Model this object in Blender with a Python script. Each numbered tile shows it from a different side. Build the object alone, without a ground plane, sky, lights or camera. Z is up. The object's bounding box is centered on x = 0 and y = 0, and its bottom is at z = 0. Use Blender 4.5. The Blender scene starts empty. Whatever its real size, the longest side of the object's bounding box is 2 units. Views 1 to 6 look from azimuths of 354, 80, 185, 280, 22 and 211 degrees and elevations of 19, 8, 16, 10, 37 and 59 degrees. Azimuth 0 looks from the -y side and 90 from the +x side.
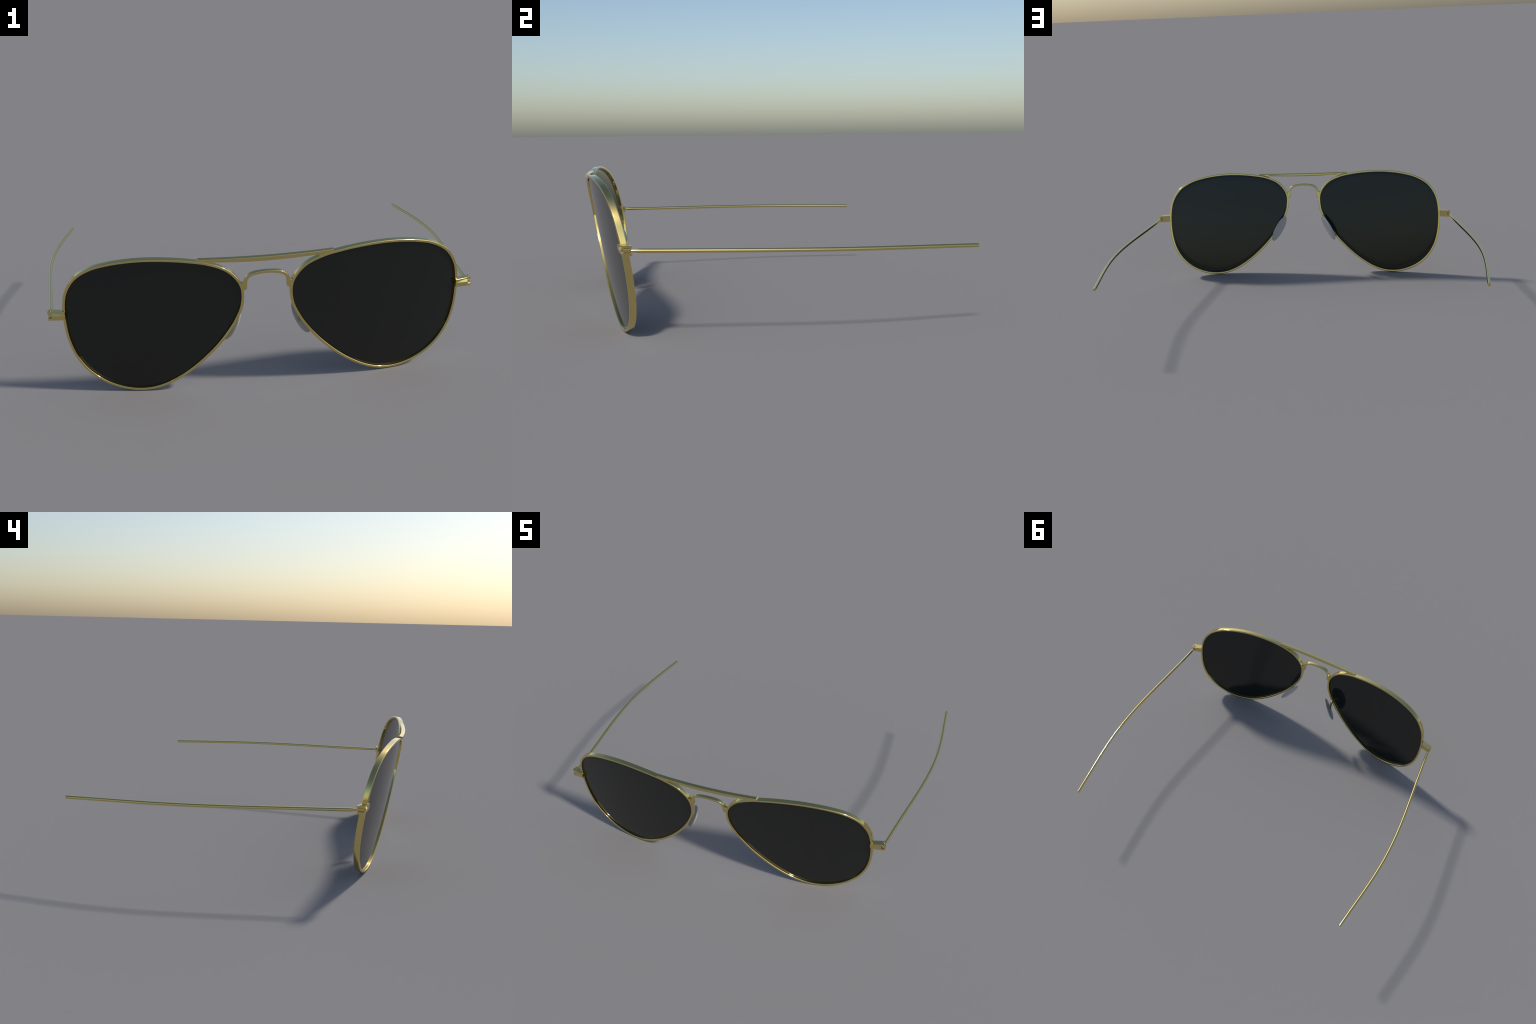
import bpy, bmesh, math
from mathutils import Vector

# ------------------------------------------------------------------ frame shape rules
# The whole front of the glasses is one sheet bent about the vertical axis and leaning
# forward at the top: y = front_y(x, z).  Every front part is measured on that sheet.
DEPTH_DIR = Vector((0.0, 1.0, 0.11)).normalized()
RIM_DEPTH = 0.0268
RIM_WIDTH = 0.0120
RIM_FRONT = -0.0040      # the rim face stands this far in front of the sheet
RIM_EDGE = 0.0036
LENS_SET_BACK = 0.0085
LENS_THICKNESS = 0.0060


def front_y(x, z):
    return -0.6589 - 0.0162 * abs(x) + 0.1645 * x * x - 0.162 * z


# inner edge of the lens opening (x, z), counter-clockwise from the temple side
OPENING = [(0.8446, 0.3300), (0.8429, 0.4071), (0.8267, 0.4843), (0.7831, 0.5502), (0.7157, 0.5918),
           (0.6430, 0.6123), (0.5751, 0.6227), (0.5112, 0.6271), (0.4488, 0.6265), (0.3851, 0.6221),
           (0.3164, 0.6133), (0.2395, 0.5971), (0.1625, 0.5607), (0.1133, 0.4933), (0.1119, 0.4083),
           (0.1433, 0.3300), (0.1827, 0.2668), (0.2226, 0.2154), (0.2629, 0.1723), (0.3033, 0.1338),
           (0.3462, 0.0982), (0.3941, 0.0655), (0.4491, 0.0360), (0.5130, 0.0158), (0.5830, 0.0129),
           (0.6538, 0.0289), (0.7205, 0.0629), (0.7763, 0.1147), (0.8157, 0.1805), (0.8372, 0.2541)]


def closed_spline(points, per_span):
    """Closed centripetal-free Catmull-Rom through the points, resampled by arc length."""
    n = len(points)
    raw = []
    for i in range(n):
        p0, p1, p2, p3 = (Vector(points[(i + k) % n]) for k in (-1, 0, 1, 2))
        for s in range(per_span):
            t = s / per_span
            raw.append(0.5 * ((2 * p1) + (p2 - p0) * t + (2 * p0 - 5 * p1 + 4 * p2 - p3) * t * t
                              + (3 * p1 - p0 - 3 * p2 + p3) * t ** 3))
    return raw


def open_spline(points, per_span):
    pts = [Vector(p) for p in points]
    pts = [2 * pts[0] - pts[1]] + pts + [2 * pts[-1] - pts[-2]]
    out = []
    for i in range(1, len(pts) - 2):
        p0, p1, p2, p3 = pts[i - 1:i + 3]
        for s in range(per_span):
            t = s / per_span
            out.append(0.5 * ((2 * p1) + (p2 - p0) * t + (2 * p0 - 5 * p1 + 4 * p2 - p3) * t * t
                              + (3 * p1 - p0 - 3 * p2 + p3) * t ** 3))
    out.append(pts[-2].copy())
    return out


OUTLINE = closed_spline(OPENING, 7)


def outline_normals(outline):
    n = len(outline)
    res = []
    for i in range(n):
        t = outline[(i + 1) % n] - outline[i - 1]
        res.append(Vector((t.y, -t.x)).normalized())
    return res


NORMALS = outline_normals(OUTLINE)

# ------------------------------------------------------------------ materials


def new_material(name):
    m = bpy.data.materials.new(name)
    m.use_nodes = True
    return m, m.node_tree.nodes, m.node_tree.links, m.node_tree.nodes["Principled BSDF"]


def gold_material():
    m, nodes, links, bsdf = new_material("polished_gold_metal")
    coords = nodes.new("ShaderNodeTexCoord")
    noise = nodes.new("ShaderNodeTexNoise")
    noise.inputs["Scale"].default_value = 14.0
    noise.inputs["Detail"].default_value = 3.0
    ramp = nodes.new("ShaderNodeValToRGB")
    ramp.color_ramp.elements[0].position = 0.3
    ramp.color_ramp.elements[0].color = GOLD_A
    ramp.color_ramp.elements[1].position = 0.7
    ramp.color_ramp.elements[1].color = GOLD_B
    links.new(coords.outputs["Object"], noise.inputs["Vector"])
    links.new(noise.outputs["Fac"], ramp.inputs["Fac"])
    links.new(ramp.outputs["Color"], bsdf.inputs["Base Color"])
    bsdf.inputs["Metallic"].default_value = 1.0
    bsdf.inputs["Roughness"].default_value = 0.05
    return m


GOLD_A = (0.775, 0.625, 0.236, 1.0)
GOLD_B = (0.785, 0.633, 0.243, 1.0)


def lens_material():
    m, nodes, links, bsdf = new_material("dark_green_black_glass")
    coords = nodes.new("ShaderNodeTexCoord")
    noise = nodes.new("ShaderNodeTexNoise")
    noise.inputs["Scale"].default_value = 3.0
    ramp = nodes.new("ShaderNodeValToRGB")
    ramp.color_ramp.elements[0].color = (0.0058, 0.0078, 0.0057, 1.0)
    ramp.color_ramp.elements[1].color = (0.0062, 0.0082, 0.0061, 1.0)
    links.new(coords.outputs["Object"], noise.inputs["Vector"])
    links.new(noise.outputs["Fac"], ramp.inputs["Fac"])
    links.new(ramp.outputs["Color"], bsdf.inputs["Base Color"])
    bsdf.inputs["Roughness"].default_value = 0.03
    bsdf.inputs["IOR"].default_value = 1.5
    return m


def pad_material():
    m, nodes, links, bsdf = new_material("milky_silicone")
    coords = nodes.new("ShaderNodeTexCoord")
    noise = nodes.new("ShaderNodeTexNoise")
    noise.inputs["Scale"].default_value = 20.0
    ramp = nodes.new("ShaderNodeValToRGB")
    ramp.color_ramp.elements[0].color = (0.47, 0.47, 0.465, 1.0)
    ramp.color_ramp.elements[1].color = (0.51, 0.51, 0.505, 1.0)
    links.new(coords.outputs["Object"], noise.inputs["Vector"])
    links.new(noise.outputs["Fac"], ramp.inputs["Fac"])
    links.new(ramp.outputs["Color"], bsdf.inputs["Base Color"])
    bsdf.inputs["Roughness"].default_value = 0.35
    return m


GOLD = gold_material()
LENS = lens_material()
PAD = pad_material()

# ------------------------------------------------------------------ building helpers
root = bpy.data.objects.new("sunglasses", None)
bpy.context.scene.collection.objects.link(root)
root["label"] = "gold wire aviator sunglasses with dark lenses"
root["category"] = "sunglasses"


def add_object(name, verts, faces, material, parent=root, smooth_angle=40.0, weighted=True, side=1):
    mesh = bpy.data.meshes.new(name)
    mesh.from_pydata([(side * v[0], v[1], v[2]) for v in verts], [], faces)
    bm = bmesh.new()
    bm.from_mesh(mesh)
    bmesh.ops.recalc_face_normals(bm, faces=bm.faces)
    lim = math.radians(smooth_angle)
    for e in bm.edges:
        e.smooth = len(e.link_faces) == 2 and e.calc_face_angle(0.0) < lim
    for f in bm.faces:
        f.smooth = True
    bm.to_mesh(mesh)
    bm.free()
    mesh.materials.append(material)
    ob = bpy.data.objects.new(name, mesh)
    bpy.context.scene.collection.objects.link(ob)
    ob.parent = parent
    if weighted:
        mod = ob.modifiers.new("face_weighted_normals", 'WEIGHTED_NORMAL')
        mod.keep_sharp = True
    return ob


def rounded_rectangle(width, depth, front, back=None, steps=4):
    """Section with rounded corners (own radius at front and back): list of (across, along) pairs."""
    back = front if back is None else back
    pts = []
    for cx, cy, a0, r in ((width - front, front, -90, front), (width - back, depth - back, 0, back),
                          (back, depth - back, 90, back), (front, front, 180, front)):
        for k in range(steps + 1):
            a = math.radians(a0 + 90 * k / steps)
            pts.append((cx + r * math.cos(a), cy + r * math.sin(a)))
    return pts


def loft(sections, closed):
    n, m = len(sections), len(sections[0])
    verts = [tuple(p) for s in sections for p in s]
    faces = []
    for i in range(n if closed else n - 1):
        a, b = i * m, ((i + 1) % n) * m
        for j in range(m):
            k = (j + 1) % m
            faces.append((a + j, a + k, b + k, b + j))
    if not closed:
        faces.append(tuple(range(m - 1, -1, -1)))
        faces.append(tuple((n - 1) * m + j for j in range(m)))
    return verts, faces


def ribbon(pairs, depth, radius, closed=False, lean=DEPTH_DIR, back_radius=None):
    """Bar of rounded-rectangle section between paired front edge points (inner, outer)."""
    sections = []
    for inner, outer in pairs:
        across = outer - inner
        w = across.length
        u = across / w
        r = min(radius, 0.45 * w)
        b = r if back_radius is None else min(back_radius, 0.45 * w)
        sections.append([inner + u * a + lean * d for a, d in rounded_rectangle(w, depth, r, b)])
    return loft(sections, closed)


# ------------------------------------------------------------------ parts
def build_rim(side):
    pairs = []
    for p, n in zip(OUTLINE, NORMALS):
        q = p + n * RIM_WIDTH
        pairs.append((Vector((p.x, front_y(p.x, p.y), p.y)), Vector((q.x, front_y(q.x, q.y), q.y))))
    v, f = ribbon([(a + DEPTH_DIR * RIM_FRONT, b + DEPTH_DIR * RIM_FRONT) for a, b in pairs], RIM_DEPTH, RIM_EDGE, closed=True)
    return add_object("rim", v, f, GOLD, side=side)


def build_lens(side):
    centre = Vector((0.47, 0.33))
    edge = [p + n * 0.0035 for p, n in zip(OUTLINE, NORMALS)]
    rings = 34
    m = len(edge)
    verts, faces = [], []
    for layer in (0, 1):
        sign = 2 * layer - 1
        base = len(verts)
        for k in range(1, rings + 1):
            for e in edge:
                rho = 1.0 - (1.0 - k / rings) ** 2        # rings crowd towards the ground edge
                set_back = LENS_SET_BACK + sign * LENS_THICKNESS * (0.5 - 0.36 * rho ** 44)
                q = centre + (e - centre) * rho
                verts.append(Vector((q.x, front_y(q.x, q.y), q.y)) + DEPTH_DIR * set_back)
        verts.append(Vector((centre.x, front_y(*centre), centre.y)) + DEPTH_DIR * (LENS_SET_BACK + sign * LENS_THICKNESS / 2))
        c = len(verts) - 1
        for j in range(m):
            faces.append((c, base + j, base + (j + 1) % m))
        for k in range(rings - 1):
            a, b = base + k * m, base + (k + 1) * m
            for j in range(m):
                faces.append((a + j, b + j, b + (j + 1) % m, a + (j + 1) % m))
    half = rings * m + 1
    a = (rings - 1) * m
    for j in range(m):
        k = (j + 1) % m
        faces.append((a + j, half + a + j, half + a + k, a + k))
    return add_object("lens", verts, faces, LENS, weighted=False, side=side)


def rim_top(x):
    """Outer top edge height of the rim at x (upper half of the opening, plus rim width)."""
    best = None
    for p, n in zip(OUTLINE, NORMALS):
        if p.y > 0.45:
            q = p + n * RIM_WIDTH
            d = abs(q.x - x)
            if best is None or d < best[0]:
                best = (d, q.y)
    return best[1]


BAR_END, SOLDER_START = 0.2775, 0.2190


def build_brow_bar():
    xs = [SOLDER_START * i / 24 for i in range(25)]
    half = [(x, 0) for x in xs] + [(SOLDER_START + 0.0004 + (BAR_END - SOLDER_START) * i / 10, 1) for i in range(11)]
    full = [(-x, s) for x, s in reversed(half[1:])] + half
    pairs = []
    for x, solder in full:
        top_z = 0.6230 + 0.055 * x * x
        top_y = -0.7662 + 0.140 * x * x
        low_z = 0.6030 + 0.155 * x * x
        if solder:
            low_z = min(low_z, rim_top(abs(x)) - 0.0035)
        low_x = x + math.copysign(0.0080, x) * ((abs(x) - 0.25) / 0.0275 if abs(x) > 0.25 else 0.0)
        low_y = top_y + 0.162 * (top_z - low_z)
        pairs.append((Vector((low_x, low_y, low_z)), Vector((x, top_y, top_z))))
    v, f = ribbon(pairs, 0.0220, 0.0030, lean=Vector((0.0, 1.0, 0.17)).normalized(), back_radius=0.0062)
    return add_object("brow_bar", v, f, GOLD)


BRIDGE_LOW = [(0.0, 0.5460), (0.0235, 0.5447), (0.0455, 0.5413), (0.0625, 0.5358), (0.0740, 0.5277),
              (0.0795, 0.5190), (0.0812, 0.5110), (0.0816, 0.5040), (0.0822, 0.4940), (0.0830, 0.4790),
              (0.0890, 0.4740), (0.0960, 0.4698)]
BRIDGE_HIGH = [(0.0, 0.5585), (0.0285, 0.5570), (0.0525, 0.5533), (0.0690, 0.5478), (0.0815, 0.5388),
               (0.0900, 0.5285), (0.0945, 0.5170), (0.0995, 0.5087), (0.1062, 0.5055), (0.1050, 0.4900),
               (0.1030, 0.4790), (0.1005, 0.4715)]


def build_bridge():
    low = open_spline(BRIDGE_LOW, 4)
    high = open_spline(BRIDGE_HIGH, 4)

    def lift(p):
        bulge = 0.0030 * max(0.0, 1.0 - (p.x / 0.085) ** 2)
        return Vector((p.x, front_y(p.x, p.y) - 0.0024 - bulge, p.y))
    half = [(lift(a), lift(b)) for a, b in zip(low, high)]
    flip = [(Vector((-a.x, a.y, a.z)), Vector((-b.x, b.y, b.z))) for a, b in reversed(half[1:])]
    v, f = ribbon(flip + half, 0.0215, 0.0030, back_radius=0.0052)
    return add_object("bridge", v, f, GOLD)


def hull_object(points, name, side=1):
    bm = bmesh.new()
    for p in points:
        bm.verts.new((side * p[0], p[1], p[2]))
    res = bmesh.ops.convex_hull(bm, input=bm.verts)
    bmesh.ops.delete(bm, geom=[g for g in res["geom_interior"] if isinstance(g, bmesh.types.BMVert)], context='VERTS')
    bmesh.ops.dissolve_limit(bm, angle_limit=math.radians(1.0), verts=bm.verts, edges=bm.edges)
    bmesh.ops.recalc_face_normals(bm, faces=bm.faces)
    mesh = bpy.data.meshes.new(name)
    bm.to_mesh(mesh)
    bm.free()
    ob = bpy.data.objects.new(name, mesh)
    bpy.context.scene.collection.objects.link(ob)
    return ob


def box_points(x0, x1, y0, y1, z0, z1):
    return [(x, y, z) for x in (x0, x1) for y in (y0, y1) for z in (z0, z1)]


def apply_modifiers(ob):
    deps = bpy.context.evaluated_depsgraph_get()
    mesh = bpy.data.meshes.new_from_object(ob.evaluated_get(deps))
    old = ob.data
    ob.modifiers.clear()
    ob.data = mesh
    mesh.name = ob.name
    bpy.data.meshes.remove(old)


def finish_solid(ob, bevel, parent, angle=30):
    """Bevel the hard edges, shade by face area and hang the piece on its parent."""
    mod = ob.modifiers.new("edge_round", 'BEVEL')
    mod.width = bevel
    mod.segments = 3
    mod.limit_method = 'ANGLE'
    mod.angle_limit = math.radians(angle)
    apply_modifiers(ob)
    for p in ob.data.polygons:
        p.use_smooth = True
    ob.data.materials.clear()
    ob.data.materials.append(GOLD)
    ob.parent = parent
    w = ob.modifiers.new("face_weighted_normals", 'WEIGHTED_NORMAL')
    w.keep_sharp = True
    return ob


def combine(ob, tool, operation):
    mod = ob.modifiers.new("combine", 'BOOLEAN')
    mod.operation = operation
    mod.solver = 'EXACT'
    mod.object = tool
    apply_modifiers(ob)
    bpy.data.objects.remove(tool, do_unlink=True)


def cut(ob, cutter):
    combine(ob, cutter, 'DIFFERENCE')


def ridge_points(a, b, half_height, rise, steps=8):
    """Low roof-shaped ridge lying on a face: broad at a, pointed at b."""
    a, b = Vector(a), Vector(b)
    axis = b - a
    out = axis.cross(Vector((0, 0, 1))).normalized()
    pts = []
    for i in range(steps + 1):
        f = i / steps
        k = max(0.0, 1 - f ** 2.0) + 1e-3
        foot = a + axis * f
        pts += [foot + out * (rise * k), foot - out * (rise * k),
                foot + Vector((0, 0, half_height * k)), foot - Vector((0, 0, half_height * k))]
    return pts


def build_end_piece(side):
    top, bottom = 0.3987, 0.3600
    pts = [(0.8456, -0.6305, top), (0.9196, -0.6098, top), (0.9174, -0.5772, top), (0.8580, -0.5958, top),
           (0.8402, -0.6120, 0.3940), (0.8398, -0.6120, 0.3680),
           (0.8450, -0.6305, 0.3815), (0.8480, -0.6235, 0.3645), (0.8520, -0.6195, bottom),
           (0.9190, -0.6102, bottom), (0.9166, -0.5768, bottom), (0.8580, -0.5950, bottom)]
    ob = hull_object(pts, "end_piece", side)
    # low tapered ridge on the face, in line with the temple, pointed towards the rim
    combine(ob, hull_object(ridge_points((0.9030, -0.6140, 0.3808), (0.8490, -0.6293, 0.3835), 0.0128, 0.0045), "tool", side), 'UNION')
    cut(ob, hull_object(box_points(0.9026, 0.94, -0.66, -0.55, 0.3714, 0.3894), "tool", side))
    return finish_solid(ob, 0.0017, root, angle=12)


def lathe(profile, axis_x, axis_y, ring=28):
    verts, faces = [], []
    for r, z in profile:
        for k in range(ring):
            a = 2 * math.pi * k / ring
            verts.append((axis_x + r * math.cos(a), axis_y + r * math.sin(a), z))
    for i in range(len(profile) - 1):
        for k in range(ring):
            n = (k + 1) % ring
            faces.append((i * ring + k, i * ring + n, (i + 1) * ring + n, (i + 1) * ring + k))
    faces.append(tuple(range(ring)))
    faces.append(tuple((len(profile) - 1) * ring + k for k in range(ring)))
    return verts, faces


def build_screw(side, parent):
    z0 = 0.3975
    profile = [(0.0050, z0 - 0.004), (0.0062, z0), (0.0064, z0 + 0.0030), (0.0060, z0 + 0.0040), (0.0052, z0 + 0.0043),
               (0.0044, z0 + 0.0038), (0.0030, z0 + 0.0024), (0.0012, z0 + 0.0018)]
    v, f = lathe(profile, 0.9098, -0.5938)
    return add_object("screw", v, f, GOLD, parent=parent, side=side)


TEMPLE_PATH = [(0.9104, -0.5800, 0.3795), (0.9260, -0.4408, 0.3772), (0.9430, -0.3066, 0.3758), (0.9608, -0.1724, 0.3745),
               (0.9767, -0.0382, 0.3732), (0.9880, 0.0960, 0.3718), (0.9922, 0.2302, 0.3703), (0.9876, 0.3644, 0.3686),
               (0.9761, 0.4986, 0.3666), (0.9607, 0.6328, 0.3643), (0.9458, 0.7670, 0.3615)]


def build_temple(side):
    path = open_spline(TEMPLE_PATH, 10)
    n, ring = len(path), 24
    sections = []
    travelled = 0.0
    extra = []
    for i, p in enumerate(path):
        t = (path[min(i + 1, n - 1)] - path[max(i - 1, 0)]).normalized()
        if i:
            travelled += (p - path[i - 1]).length
        s = t.cross(Vector((0, 0, 1))).normalized()
        u = s.cross(t)
        r = 0.0057 + 0.0025 * min(1.0, travelled / 0.028)
        radii = [(p, r)]
        if i == n - 1:
            radii = [(p - t * 0.0015, r), (p - t * 0.0004, r * 0.93), (p, r * 0.80)]
        for c, rr in radii:
            sections.append([c + s * (rr * math.cos(2 * math.pi * k / ring)) + u * (rr * math.sin(2 * math.pi * k / ring))
                             for k in range(ring)])
    v, f = loft(sections, False)
    return add_object("temple", v, f, GOLD, side=side, smooth_angle=50)


def build_knuckle(side, parent):
    pts = [(0.9036, -0.6122, 0.3724), (0.9170, -0.6088, 0.3724), (0.9160, -0.5780, 0.3724), (0.9040, -0.5810, 0.3724)]
    pts = pts + [(x, y, 0.3884) for x, y, z in pts]
    ob = hull_object(pts, "hinge_knuckle", side)
    return finish_solid(ob, 0.0022, parent)


PAD_CENTRE = Vector((0.1560, -0.6298, 0.2898))
PAD_LONG = Vector((0.0374, 0.0065, -0.0771))
PAD_WIDE = Vector((0.0266, 0.0479, 0.0062))
PAD_HALF_THICK = 0.0085


def build_nose_pad(side):
    normal = PAD_LONG.cross(PAD_WIDE).normalized()
    ring, bands = 56, 20
    verts, faces = [], []
    for b in range(1, bands):
        lat = math.pi * b / bands
        rho = math.sin(lat) ** 0.75
        h = math.copysign(abs(math.cos(lat)) ** 1.0, math.cos(lat)) * PAD_HALF_THICK
        for k in range(ring):
            a = 2 * math.pi * k / ring
            verts.append(PAD_CENTRE + PAD_LONG * (rho * math.cos(a)) + PAD_WIDE * (rho * math.sin(a)) + normal * h)
    for b in range(bands - 2):
        for k in range(ring):
            n = (k + 1) % ring
            faces.append((b * ring + k, b * ring + n, (b + 1) * ring + n, (b + 1) * ring + k))
    faces.append(tuple(range(ring)))
    faces.append(tuple((bands - 2) * ring + k for k in range(ring)))
    return add_object("nose_pad", verts, faces, PAD, side=side, weighted=False, smooth_angle=80)


def build_pad_arm(side, parent):
    normal = PAD_LONG.cross(PAD_WIDE).normalized()
    path = open_spline([(0.1500, -0.6900, 0.3120), (0.1510, -0.6760, 0.3085), (0.1525, -0.6600, 0.2990),
                        (0.1560, -0.6480, 0.2915), (0.1590, -0.6330, 0.2895)], 6)
    width_dir = PAD_LONG.normalized()
    sections = []
    n = len(path)
    for i, p in enumerate(path):
        t = (path[min(i + 1, n - 1)] - path[max(i - 1, 0)]).normalized()
        s = (width_dir - t * width_dir.dot(t)).normalized()
        u = t.cross(s)
        w = 0.0115 + 0.004 * (i / (n - 1)) ** 3
        sections.append([p + s * (a - w / 2) + u * (d - 0.0050) for a, d in rounded_rectangle(w, 0.0100, 0.0022)])
    v, f = loft(sections, False)
    return add_object("pad_arm", v, f, GOLD, parent=parent, side=side)


build_brow_bar()
build_bridge()
for side in (1, -1):
    build_rim(side)
    build_lens(side)
    end_piece = build_end_piece(side)
    build_screw(side, end_piece)
    temple = build_temple(side)
    build_knuckle(side, temple)
    pad = build_nose_pad(side)
    build_pad_arm(side, pad)
